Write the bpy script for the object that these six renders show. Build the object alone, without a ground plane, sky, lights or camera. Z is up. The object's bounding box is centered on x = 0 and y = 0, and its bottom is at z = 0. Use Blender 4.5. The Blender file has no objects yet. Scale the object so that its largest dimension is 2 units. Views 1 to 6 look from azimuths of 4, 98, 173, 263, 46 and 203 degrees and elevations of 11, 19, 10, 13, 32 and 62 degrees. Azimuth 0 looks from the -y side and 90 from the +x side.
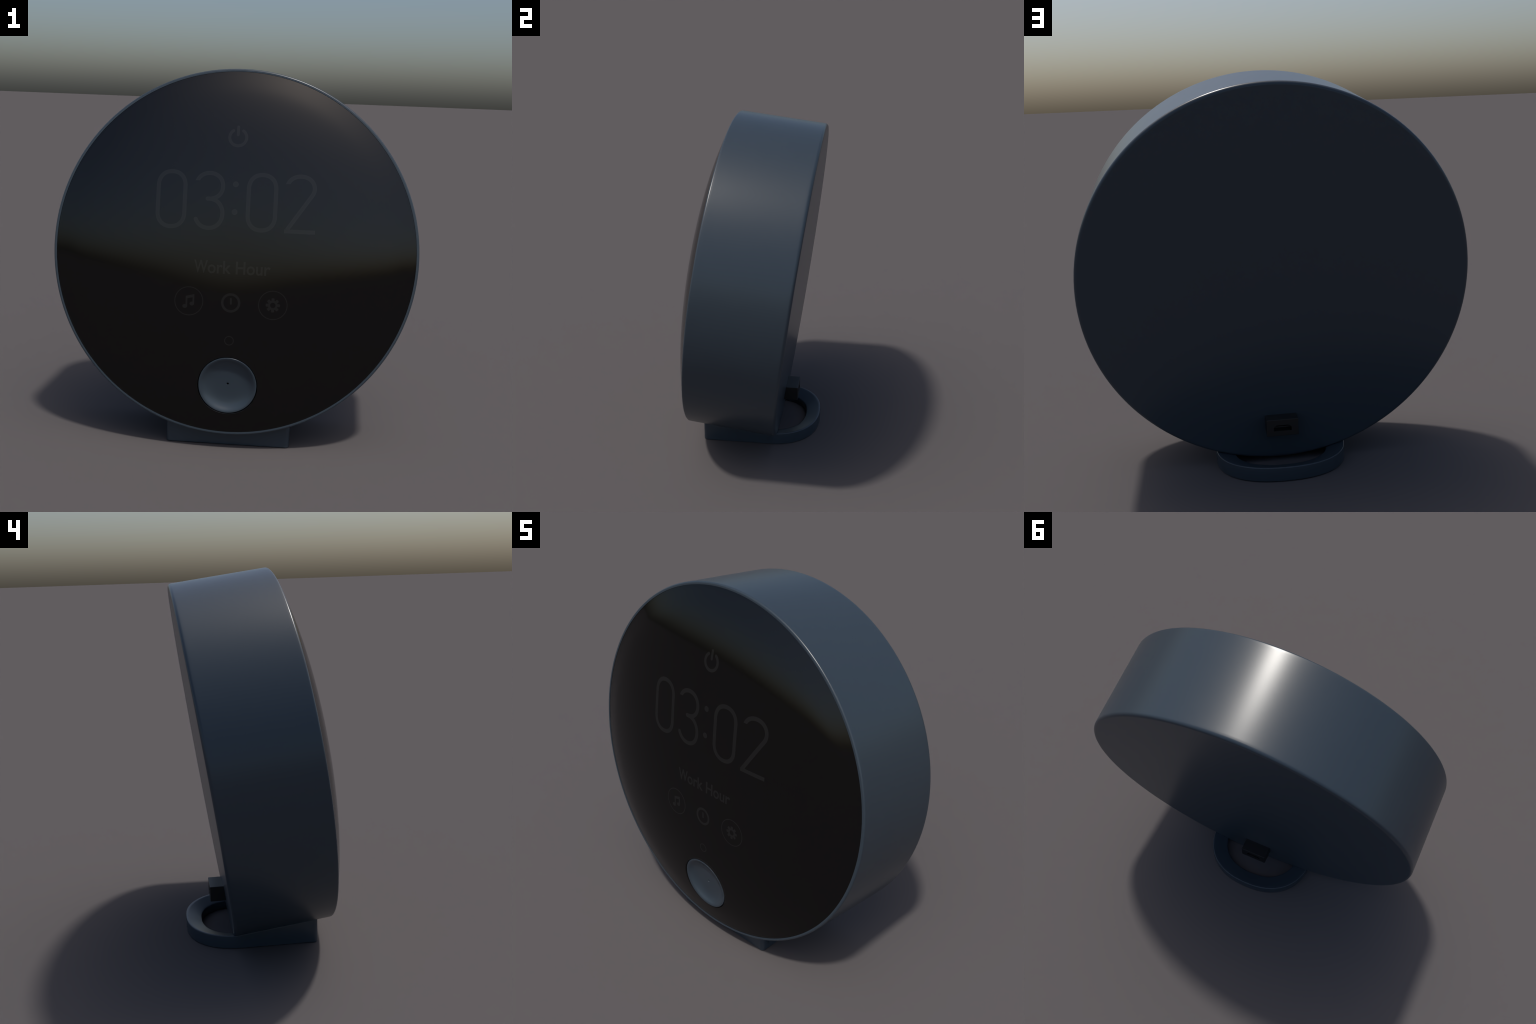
"""Round tabletop smart alarm clock: a tilted drum housing with a domed dark glass
face, a dished dial knob, printed clock marks, a U-shaped cradle stand and a socket
block on the back.  Everything is built in metres, z up."""
import bpy, bmesh
from math import sin, cos, pi, sqrt, radians, hypot, erf
from mathutils import Vector, Matrix

# ------------------------------------------------------------------ dimensions
TILT = 0.1315                   # the drum leans back by 7.5 degrees
YC, ZC = 0.2808, 0.9741         # centre of the drum's back face
R = 0.9663                      # drum radius
BACK = -0.0018                  # back plane, along the drum axis
RIM_R = 0.0085                  # rounding of the front rim
LIP = 0.0150                    # full width of the lip around the glass
RIM_Z = 0.5271                  # front of the rim along the axis
BACK_R = 0.0185                  # rounding of the back edge
GLASS_R = R - LIP               # the dome: nearly flat in the middle, slope growing with r squared,
GLASS_Z = RIM_Z - 0.0015        # and a tighter roll-off just inside the lip
SLOPE, ROLL, ROLL_AT, ROLL_W = 0.3620, 0.034, 0.882, 0.036
COVER = 0.0143                  # the printed display lies this far beneath the clear cover
KNOB_S, KNOB_TILT, KNOB_R, HOLE_R = -0.688, radians(10.0), 0.1530, 0.1562

# drum frame: local x = world x, local y = up the face, local z = out of the face
DRUM = Matrix(((1, 0, 0, 0),
               (0, sin(TILT), -cos(TILT), YC),
               (0, cos(TILT), sin(TILT), ZC),
               (0, 0, 0, 1)))


def dome(x, y):
    r = min(hypot(x, y), GLASS_R)

    def fall(q):
        return SLOPE * q ** 3 / (3 * 0.954 ** 2) + ROLL * ROLL_W * sqrt(pi / 2) * erf((q - ROLL_AT) / (ROLL_W * sqrt(2)))
    return GLASS_Z + fall(GLASS_R) - fall(r)


KNOB = DRUM @ Matrix.Translation((0, KNOB_S, dome(0, KNOB_S) - 0.0055)) @ Matrix.Rotation(KNOB_TILT, 4, 'X')


# ------------------------------------------------------------------ materials
def material(name, colour, rough, metallic=0.0, spec=0.5, grain=0.0, grain_scale=600.0, rough_var=0.03, coat=0.0):
    m = bpy.data.materials.new(name)
    m.use_nodes = True
    nt = m.node_tree
    b = nt.nodes["Principled BSDF"]
    b.inputs["Metallic"].default_value = metallic
    b.inputs["Specular IOR Level"].default_value = spec
    b.inputs["Coat Weight"].default_value = coat
    tc = nt.nodes.new("ShaderNodeTexCoord")
    noise = nt.nodes.new("ShaderNodeTexNoise")
    noise.inputs["Scale"].default_value = grain_scale
    noise.inputs["Detail"].default_value = 3.0
    nt.links.new(tc.outputs["Object"], noise.inputs["Vector"])
    mix = nt.nodes.new("ShaderNodeMix")
    mix.data_type = 'RGBA'
    mix.inputs[6].default_value = (*[c * (1 - grain) for c in colour], 1)
    mix.inputs[7].default_value = (*[c * (1 + grain) for c in colour], 1)
    nt.links.new(noise.outputs["Fac"], mix.inputs[0])
    nt.links.new(mix.outputs[2], b.inputs["Base Color"])
    mr = nt.nodes.new("ShaderNodeMapRange")
    mr.inputs["To Min"].default_value = rough - rough_var
    mr.inputs["To Max"].default_value = rough + rough_var
    nt.links.new(noise.outputs["Fac"], mr.inputs["Value"])
    nt.links.new(mr.outputs["Result"], b.inputs["Roughness"])
    return m


SLATE = material("slate_blue_satin_paint", (0.0345, 0.0490, 0.0645), 0.285, 0.0, 0.5, 0.03)
DISPLAY = material("black_display", (0.0260, 0.0245, 0.0245), 0.6, 0.0, 0.0, 0.0)
MARK = material("faint_grey_print", (0.1700, 0.1720, 0.1700), 0.6, 0.0, 0.0, 0.02)


def clear_cover():
    """Smoke-tinted clear cover: Fresnel gloss over a see-through layer."""
    m = bpy.data.materials.new("smoked_clear_cover")
    m.use_nodes = True
    nt = m.node_tree
    nt.nodes.remove(nt.nodes["Principled BSDF"])
    out = nt.nodes["Material Output"]
    see = nt.nodes.new("ShaderNodeBsdfTransparent")
    see.inputs["Color"].default_value = (0.25, 0.25, 0.25, 1)
    gloss = nt.nodes.new("ShaderNodeBsdfGlossy")
    gloss.distribution = 'GGX'
    gloss.inputs["Roughness"].default_value = 0.085
    # Schlick's law on the facing angle, the same from both sides of the cover
    face = nt.nodes.new("ShaderNodeLayerWeight")
    face.inputs["Blend"].default_value = 0.5
    fifth = nt.nodes.new("ShaderNodeMath")
    fifth.operation = 'POWER'
    fifth.inputs[1].default_value = 5.0
    fres = nt.nodes.new("ShaderNodeMath")
    fres.operation = 'MULTIPLY_ADD'
    fres.inputs[1].default_value = 0.945
    fres.inputs[2].default_value = 0.055
    nt.links.new(face.outputs["Facing"], fifth.inputs[0])
    nt.links.new(fifth.outputs[0], fres.inputs[0])
    mix = nt.nodes.new("ShaderNodeMixShader")
    nt.links.new(fres.outputs[0], mix.inputs[0])
    nt.links.new(see.outputs[0], mix.inputs[1])
    nt.links.new(gloss.outputs[0], mix.inputs[2])
    nt.links.new(mix.outputs[0], out.inputs["Surface"])
    return m


GLASS = clear_cover()
BLACK = material("black_plastic", (0.0150, 0.0150, 0.0152), 0.32, 0.0, 0.5, 0.05)
VOID = material("dark_recess", (0.0015, 0.0015, 0.0015), 0.8, 0.0, 0.2)


# ------------------------------------------------------------------ helpers
def make(name, verts, faces, mat, matrix=None, parent=None, smooth=True, normals_out=True):
    me = bpy.data.meshes.new(name)
    me.from_pydata([tuple(v) for v in verts], [], faces)
    bm = bmesh.new()
    bm.from_mesh(me)
    bmesh.ops.remove_doubles(bm, verts=bm.verts, dist=1e-6)
    if normals_out:
        bmesh.ops.recalc_face_normals(bm, faces=bm.faces)
    bm.to_mesh(me)
    bm.free()
    me.materials.append(mat)
    for p in me.polygons:
        p.use_smooth = smooth
    ob = bpy.data.objects.new(name, me)
    bpy.context.scene.collection.objects.link(ob)
    if parent:
        ob.parent = parent
    if matrix:
        ob.matrix_world = matrix
    return ob


def sharpen(ob, degrees=35):
    ob.data.set_sharp_from_angle(angle=radians(degrees))


def loft(rows, closed_rows=True, close_profile=False):
    """Quads between successive rows of equally many points."""
    n = len(rows[0])
    verts = [v for r in rows for v in r]
    faces = []
    last = len(rows) if close_profile else len(rows) - 1
    for i in range(last):
        a, b = i * n, ((i + 1) % len(rows)) * n
        for j in range(n if closed_rows else n - 1):
            k = (j + 1) % n
            faces.append((a + j, a + k, b + k, b + j))
    return verts, faces


def lathe(profile, n=192):
    """Spin (radius, height) points about local z; radius 0 closes with a fan."""
    rows = [[(r * cos(2 * pi * j / n), r * sin(2 * pi * j / n), z) for j in range(n)] for r, z in profile]
    return loft(rows)


def arc(cx, cy, r, a0, a1, n=6):
    return [(cx + r * cos(radians(a0 + (a1 - a0) * i / n)), cy + r * sin(radians(a0 + (a1 - a0) * i / n)))
            for i in range(n + 1)]


# ------------------------------------------------------------------ the clock
clock = bpy.data.objects.new("alarm_clock", None)
bpy.context.scene.collection.objects.link(clock)
clock["label"] = "round slate blue smart alarm clock with black glass face"
clock["category"] = "alarm clock"

# --- housing: one lathed drum, rounded back edge and rounded front lip
prof = [(0.0005, BACK), (0.3, BACK), (0.6, BACK), (0.85, BACK), (R - BACK_R - 0.01, BACK)]
prof += arc(R - BACK_R, BACK + BACK_R, BACK_R, -90, 0, 8)
prof += [(R, BACK + BACK_R + 0.012), (R, 0.2), (R, 0.35), (R, RIM_Z - RIM_R - 0.012)]
prof += arc(R - RIM_R, RIM_Z - RIM_R, RIM_R, 0, 90, 8)
prof += [(R - LIP + 0.0022, RIM_Z), (R - LIP + 0.0001, RIM_Z - 0.00005), (R - LIP, RIM_Z - 0.0005), (R - LIP - 0.0001, RIM_Z - 0.03)]
v, f = lathe(prof, 384)
housing = make("housing", v, f, SLATE, DRUM, clock)
sharpen(housing, 50)

# --- glass face: domed, with a round well for the dial
N, T = 320, 90
SR = GLASS_R - 0.0002
kc, ks = cos(KNOB_TILT), sin(KNOB_TILT)
hole = [(HOLE_R * cos(2 * pi * j / N), KNOB_S + HOLE_R * kc * sin(2 * pi * j / N)) for j in range(N)]
rimc = [(SR * cos(2 * pi * j / N), SR * sin(2 * pi * j / N)) for j in range(N)]
FIL = 0.0050


def face_rows(lift, wall, edge):
    """Dome face with a well: wall, rounded edge, then rings spreading to the lip."""
    rows = [[(x, y - ks * d, dome(x, y) - lift - d) for x, y in hole] for d in wall]
    for a in (25, 50, 70, 90):
        g = edge * (1 - cos(radians(a)))
        h = edge * (1 - sin(radians(a)))
        row = []
        for x, y in hole:
            dx, dy = x, y - KNOB_S
            L = hypot(dx, dy)
            px, py = x + dx / L * g, y + dy / L * g
            row.append((px, py, dome(px, py) - lift - h))
        rows.append(row)
    start = rows[-1]
    for i in range(1, T + 1):
        t = i / T
        row = []
        for j in range(N):
            px = start[j][0] * (1 - t) + rimc[j][0] * t
            py = start[j][1] * (1 - t) + rimc[j][1] * t
            row.append((px, py, dome(px, py) - lift))
        rows.append(row)
    return rows


v, f = loft(face_rows(0.0, (0.0125, 0.008, FIL), FIL))
screen = make("glass_cover", v, f, GLASS, DRUM, clock)
sharpen(screen, 60)
v, f = loft(face_rows(COVER, (0.050, 0.02, 0.0010), 0.0010))
display = make("display", v, f, DISPLAY, DRUM, clock)
sharpen(display, 60)
# floor of the well
v, f = lathe([(0.0004, 0), (HOLE_R + 0.004, 0), (HOLE_R + 0.004, -0.004), (0.0004, -0.004)], 96)
well = make("dial_well", v, f, VOID, KNOB @ Matrix.Translation((0, 0, -0.048)), clock, smooth=False)

# --- dial: dished knob with a thin rounded lip and a pin hole in the middle
DISH_R, STEEP, STEEP_AT, DISH_P = KNOB_R - 0.0026, 0.72, 0.87, 4.0


def dish_rise(u):
    """Height above the dish floor: flat floor, steep flank, rolled into the lip."""
    a = STEEP_AT
    h = STEEP * a / (DISH_P + 1) * (min(u, a) / a) ** (DISH_P + 1)
    if u > a:
        w = 1 - a
        h += STEEP * w * 2 / pi * sin(pi / 2 * (u - a) / w)
    return h * DISH_R


DEPTH = dish_rise(1.0)
HR = 0.0056
prof = [(0.0003, -DEPTH - 0.011), (HR, -DEPTH - 0.011), (HR, -DEPTH - 0.0015), (HR + 0.0006, -DEPTH - 0.0003)]
for i in range(1, 41):
    r = HR + 0.0012 + (DISH_R - HR - 0.0012) * i / 40
    prof.append((r, dish_rise(r / DISH_R) - DEPTH))
prof += arc(KNOB_R - 0.0025, -0.0025, 0.0025, 88, 0, 6)
prof += [(KNOB_R, -0.02), (KNOB_R, -0.047)]
v, f = lathe(prof, 256)
dial = make("dial", v, f, SLATE, KNOB, clock)
sharpen(dial, 50)
v, f = lathe([(0.0003, 0), (HR - 0.0002, 0), (HR - 0.0002, -0.002), (0.0003, -0.002)], 32)
pin = make("microphone_hole", v, f, VOID, KNOB @ Matrix.Translation((0, 0, -DEPTH - 0.006)), dial, smooth=False)


# --- printed marks: thin raised strokes laid over the dome ---------------------
PROUD = 0.00035


def on_dome(x, y, up=PROUD):
    x, y = 1.002 * x - 0.0013, 1.003 * y + 0.0012
    return (x, y, dome(x, y) - COVER + up)


def resample(pts, closed, step=0.004):
    P = [Vector(p) for p in pts]
    if closed:
        P.append(P[0].copy())
    out = []
    for a, b in zip(P, P[1:]):
        n = max(1, int((b - a).length / step))
        out += [a.lerp(b, i / n) for i in range(n)]
    if not closed:
        out.append(P[-1])
    return out


def stroke(pts, width, closed=False, cap_start="round", cap_end="round", up=PROUD):
    """A ribbon of constant width along pts; ends are round, flat, or cut level."""
    P = resample(pts, closed)
    n = len(P)
    left, right = [], []
    for i, p in enumerate(P):
        if closed:
            d = P[(i + 1) % n] - P[i - 1]
        else:
            d = P[min(i + 1, n - 1)] - P[max(i - 1, 0)]
        d.normalize()
        nrm = Vector((-d.y, d.x)) * width / 2
        left.append(p + nrm)
        right.append(p - nrm)

    def cap(p, q, outward):
        add = []
        base = (p + q) / 2
        half = (p - q) / 2
        for a in (18, 36, 52, 66, 78, 87):
            s = base + outward * (width / 2) * sin(radians(a))
            add.append((s + half * cos(radians(a)), s - half * cos(radians(a))))
        return add
    if not closed:
        if cap_start == "round":
            d = (P[0] - P[1]).normalized()
            for l, r in cap(left[0], right[0], d):
                left.insert(0, l)
                right.insert(0, r)
        elif cap_start == "level":       # cut along the horizontal through the end
            d = (P[1] - P[0]).normalized()
            for side in (left, right):
                side[0] = side[0] + d * ((P[0].y - side[0].y) / d.y)
        if cap_end == "round":
            d = (P[-1] - P[-2]).normalized()
            for l, r in cap(left[-1], right[-1], d):
                left.append(l)
                right.append(r)
    m = len(left)
    verts, faces = [], []
    for l, r in zip(left, right):
        verts += [on_dome(l.x, l.y, up), on_dome(r.x, r.y, up), on_dome(r.x, r.y, -0.001), on_dome(l.x, l.y, -0.001)]
    for i in range(m if closed else m - 1):
        a, b = 4 * i, 4 * ((i + 1) % m)
        for k in range(4):
            k2 = (k + 1) % 4
            faces.append((a + k, a + k2, b + k2, b + k))
    if not closed:
        faces += [(0, 1, 2, 3), (4 * m - 1, 4 * m - 2, 4 * m - 3, 4 * m - 4)]
    return verts, faces


def blob(outline, up=PROUD, centre=None):
    """A filled star-shaped patch."""
    c = centre or (sum(p[0] for p in outline) / len(outline), sum(p[1] for p in outline) / len(outline))
    n = len(outline)
    verts = [on_dome(*c, up)] + [on_dome(x, y, up) for x, y in outline] + [on_dome(x, y, -0.001) for x, y in outline]
    faces = []
    for j in range(n):
        k = (j + 1) % n
        faces += [(0, 1 + j, 1 + k), (1 + j, 1 + n + j, 1 + n + k, 1 + k)]
    return verts, faces


def ring(outer, inner, up=PROUD):
    n = len(outer)
    rows = [[on_dome(x, y, -0.001) for x, y in inner], [on_dome(x, y, up) for x, y in inner],
            [on_dome(x, y, up) for x, y in outer], [on_dome(x, y, -0.001) for x, y in outer]]
    return loft(rows)


def joined(parts):
    V, F = [], []
    for v, f in parts:
        o = len(V)
        V += v
        F += [tuple(i + o for i in q) for q in f]
    return V, F


def mark(name, parts, mat=MARK):
    v, f = joined(parts)
    ob = make(name, v, f, mat, DRUM, display)
    sharpen(ob, 40)
    return ob


def sgn(v, e):
    return (1 if v >= 0 else -1) * abs(v) ** e


def ell(cx, cy, rx, ry, a0, a1, n=40, p=2.0):
    """Arc of a superellipse."""
    out = []
    for i in range(n + 1):
        a = radians(a0 + (a1 - a0) * i / n)
        out.append((cx + rx * sgn(cos(a), 2 / p), cy + ry * sgn(sin(a), 2 / p)))
    return out


def circle(cx, cy, r, n=64):
    return [(cx + r * cos(2 * pi * i / n), cy + r * sin(2 * pi * i / n)) for i in range(n)]


W = 0.0212                                   # stroke of the big digits


def zero(cx):
    hx, top, bot, cr = 0.0700, 0.4139, 0.1312, 0.0735
    p = ell(cx, top - cr, hx, cr, 0, 180, 40, 2.2)
    p += ell(cx, bot + cr, hx, cr, 180, 360, 40, 2.2)
    return [stroke(p, W, closed=True)]


mark("digit", zero(-0.3278))
three = [stroke(ell(-0.1316, 0.3472, 0.0684, 0.0657, 158, -90, 48, 2.1) + [(-0.1400, 0.2815)], W, cap_start="level"),
         stroke(ell(-0.1316, 0.2065, 0.0711, 0.0751, 88, -156, 48, 2.1), W, cap_start="flat", up=PROUD - 0.00015)]
mark("digit", three)
mark("digit", zero(0.1399))
two = [stroke(ell(0.3360, 0.3535, 0.0697, 0.0612, 162, -32, 44, 2.1) + [(0.2736, 0.1400)], W, cap_start="level", cap_end="flat"),
       stroke([(0.2600, 0.1325), (0.4176, 0.1325)], 0.0200, cap_start="flat", cap_end="flat", up=PROUD - 0.00015)]
mark("digit", two)
for y in (0.3607, 0.2187):
    mark("colon_dot", [blob(circle(0.0018, y, 0.0150))])

# power symbol
pc = (0.0011, 0.6008)
mark("power_symbol", [stroke(ell(pc[0], pc[1], 0.0436, 0.0430, 90 + 36, 360 + 90 - 36, 60), 0.0152),
                      stroke([(0.0003, 0.6145), (0.0003, 0.6550)], 0.0145)])

# row of round buttons
mark("button_ring", [stroke(circle(-0.2152, -0.2500, 0.0733, 96), 0.0040, closed=True)], MARK)
mark("button_ring", [stroke(circle(0.2204, -0.2506, 0.0735, 96), 0.0040, closed=True)], MARK)
mark("timer_symbol", [stroke(circle(0.0029, -0.2488, 0.0438, 80), 0.0125, closed=True),
                      stroke([(0.0031, -0.2275), (0.0040, -0.2535)], 0.0094)])
mark("button_ring", [stroke(circle(0.0020, -0.4468, 0.0226, 64), 0.0042, closed=True)], MARK)

# pair of beamed notes
note = [blob(ell(-0.2352, -0.2778, 0.0128, 0.0104, 0, 360, 31), up=PROUD - 0.0001),
        blob(ell(-0.1988, -0.2632, 0.0118, 0.0100, 0, 360, 31), up=PROUD - 0.0001),
        stroke([(-0.2272, -0.2760), (-0.2272, -0.2300)], 0.0088, cap_start="flat", cap_end="flat"),
        stroke([(-0.1914, -0.2620), (-0.1914, -0.2200)], 0.0088, cap_start="flat", cap_end="flat"),
        blob([(-0.2316, -0.2243), (-0.1870, -0.2131), (-0.1870, -0.2290), (-0.1950, -0.2303), (-0.2228, -0.2362), (-0.2316, -0.2362)],
             up=PROUD + 0.0001)]
mark("music_symbol", note)

# gear with eight teeth
gc = (0.2204, -0.2505)
out, inn = [], []
for k in range(8):
    a0 = 90 + 45 * k
    for da, r in ((-22.5, 0.0245), (-18, 0.0250), (-16.0, 0.0272), (-13.5, 0.0338), (-10.5, 0.0364), (0, 0.0370), (10.5, 0.0364), (13.5, 0.0338),
                  (16.0, 0.0272), (18, 0.0250)):
        a = radians(a0 + da)
        out.append((gc[0] + r * cos(a), gc[1] + r * sin(a)))
        inn.append((gc[0] + 0.0140 * cos(a), gc[1] + 0.0140 * sin(a)))
mark("gear_symbol", [ring(out, inn)])

# lettering, set in the built-in font and laid over the dome
cu = bpy.data.curves.new("lettering", 'FONT')
cu.body = "Work Hour"
cu.size = 1.0
cu.extrude = 0.004
cu.offset = 0.014
cu.resolution_u = 5
tmp = bpy.data.objects.new("lettering_source", cu)
bpy.context.scene.collection.objects.link(tmp)
bpy.context.view_layer.update()
me = bpy.data.meshes.new_from_object(tmp.evaluated_get(bpy.context.evaluated_depsgraph_get()))
bpy.data.objects.remove(tmp)
bm = bmesh.new()
bm.from_mesh(me)
bmesh.ops.triangulate(bm, faces=[q for q in bm.faces if len(q.verts) > 4])
bm.to_mesh(me)
bm.free()
xs = [q.co.x for q in me.vertices]
ys = [q.co.y for q in me.vertices]
x0, x1, ytop, ybase = min(xs), max(xs), max(ys), 0.0
TX0, TX1, TTOP, TBASE = -0.1945, 0.2008, -0.0345, -0.0990
# spacing of the original lettering: narrower W, wider second word
SPACING = ((0.0, 0.0), (0.213, 0.174), (0.416, 0.381), (0.570, 0.547), (0.715, 0.695), (0.947, 0.939), (1.0, 1.0))


def spaced(u):
    for (a, b), (c, d) in zip(SPACING, SPACING[1:]):
        if u <= c:
            return b + (u - a) / (c - a) * (d - b)
    return u


for q in me.vertices:
    x = TX0 + spaced((q.co.x - x0) / (x1 - x0)) * (TX1 - TX0)
    y = TBASE + (q.co.y - ybase) / (ytop - ybase) * (TTOP - TBASE)
    q.co = on_dome(x, y, PROUD if q.co.z > 0 else -0.001)
me.name = "lettering"
me.materials.clear()
me.materials.append(MARK)
letters = bpy.data.objects.new("lettering", me)
bpy.context.scene.collection.objects.link(letters)
letters.parent = display
letters.matrix_world = DRUM

# --- socket block on the back, standing level, with a trapezoid opening ---------
BX, BZ0, BZ1, BY0, BY1 = 0.0808, 0.1790, 0.2652, 0.140, 0.2652
bm = bmesh.new()
bmesh.ops.create_cube(bm, size=1.0)
for q in bm.verts:
    q.co = (q.co.x * 2 * BX, BY0 + (q.co.y + 0.5) * (BY1 - BY0), BZ0 + (q.co.z + 0.5) * (BZ1 - BZ0))
bmesh.ops.bevel(bm, geom=[e for e in bm.edges if any(w.co.y > BY1 - 1e-4 for w in e.verts)], offset=0.0016, segments=2, affect='EDGES', profile=0.5)
me = bpy.data.meshes.new("socket_block")
bm.to_mesh(me)
bm.free()
me.materials.append(BLACK)
block = bpy.data.objects.new("socket_block", me)
bpy.context.scene.collection.objects.link(block)
cut = [(-0.0452, 0.2055), (0.0452, 0.2055), (0.0452, 0.2235), (0.0330, 0.2352), (-0.0330, 0.2352), (-0.0452, 0.2235)]
rows = [[(x, BY1 - 0.045, z) for x, z in cut], [(x, BY1 + 0.02, z) for x, z in cut]]
v, f = loft(rows)
f += [tuple(range(6)), tuple(range(6, 12))]
cutter = make("socket_cutter", v, f, VOID, smooth=False)
mod = block.modifiers.new("opening", 'BOOLEAN')
mod.object = cutter
mod.operation = 'DIFFERENCE'
mod.solver = 'EXACT'
bpy.context.view_layer.update()
me2 = bpy.data.meshes.new_from_object(block.evaluated_get(bpy.context.evaluated_depsgraph_get()))
block.modifiers.clear()
block.data = me2
me2.name = "socket_block"
bpy.data.objects.remove(cutter)
for q in me2.polygons:
    q.use_smooth = False
block.parent = clock
tongue = [[(x, y, z) for x, z in ((-0.030, 0.2235), (0.030, 0.2235), (0.030, 0.2285), (-0.030, 0.2285))] for y in (BY1 - 0.0445, BY1 - 0.006)]
v, f = loft(tongue)
f += [(0, 1, 2, 3), (4, 5, 6, 7)]
make("socket_tongue", v, f, BLACK, None, block, smooth=False)

# --- stand: a U-shaped cradle ring, dished inwards behind, hugging the drum ahead -
SX, SY0, SB, SF = 0.335, 0.100, 0.3045, -0.298      # half width, start of curve, depth of curve, front
IX, IB, IF = 0.241, 0.216, -0.215                  # the opening


def plan(a, y0, b, front, corner):
    pts = []
    M = 96
    for i in range(M + 1):
        t = pi * i / M
        pts.append((a * sgn(cos(t), 2 / 2.3), y0 + b * sgn(sin(t), 2 / 2.3)))
    n = 40
    pts += [(-a, y0 + (front + corner - y0) * i / n) for i in range(1, n)]
    pts += [(-a + corner - corner * cos(u), front + corner - corner * sin(u)) for u in [pi / 2 * i / 8 for i in range(9)]]
    pts += [(-a + corner + 2 * (a - corner) * i / n, front) for i in range(1, n)]
    pts += [(a - corner + corner * sin(u), front + corner - corner * cos(u)) for u in [pi / 2 * i / 8 for i in range(9)]]
    pts += [(a, front + corner + (y0 - front - corner) * i / n) for i in range(1, n)]
    return pts


def inset(pts, d):
    out, n = [], len(pts)
    for i in range(n):
        ax, ay = pts[i - 1]
        bx, by = pts[(i + 1) % n]
        tx, ty = bx - ax, by - ay
        L = hypot(tx, ty)
        out.append((pts[i][0] - ty / L * d, pts[i][1] + tx / L * d))
    return out


def drum_under(x, y):
    """Height of the drum's underside over the plan point."""
    s = -sqrt(R * R - x * x)
    z = (YC + s * sin(TILT) - y) / cos(TILT)
    return ZC + s * cos(TILT) + z * sin(TILT)


RING_Z, DISH_Z = 0.0728, 0.0485
outer = plan(SX, SY0, SB, SF, 0.022)
inner = plan(IX, SY0, IB, IF, 0.030)
top = [max(RING_Z, drum_under(*p) - 0.0025) for p in outer]
low = [max(DISH_Z, drum_under(*p) + 0.002) for p in inner]
rows = []


def level(pts, hs):
    rows.append([(x, y, h) for (x, y), h in zip(pts, hs)])


zero_h = [0.0] * len(outer)
BF = 0.0045
level(inset(inner, -0.004), zero_h)
level(inset(outer, BF + 0.006), zero_h)
for a in (0, 22.5, 45, 67.5, 90):
    level(inset(outer, BF * (1 - sin(radians(a)))), [BF * (1 - cos(radians(a)))] * len(outer))
TF = 0.0048
for a in (0, 22.5, 45, 67.5, 90):
    level(inset(outer, TF * (1 - cos(radians(a)))), [h - TF * (1 - sin(radians(a))) for h in top])
o2 = inset(outer, TF)
for t in (0.15, 0.5, 0.88):
    level([(p[0] + (q[0] - p[0]) * t, p[1] + (q[1] - p[1]) * t) for p, q in zip(o2, inner)],
          [h + (g - h) * t for h, g in zip(top, low)])
level(inset(inner, -0.0028), [h + 0.0004 for h in low])
level(inset(inner, -0.0008), [h - 0.0008 for h in low])
level(inner, [h - 0.004 for h in low])
level(inner, [0.004] * len(inner))
v, f = loft(rows, close_profile=True)
stand = make("stand", v, f, SLATE, None, clock)
sharpen(stand, 50)
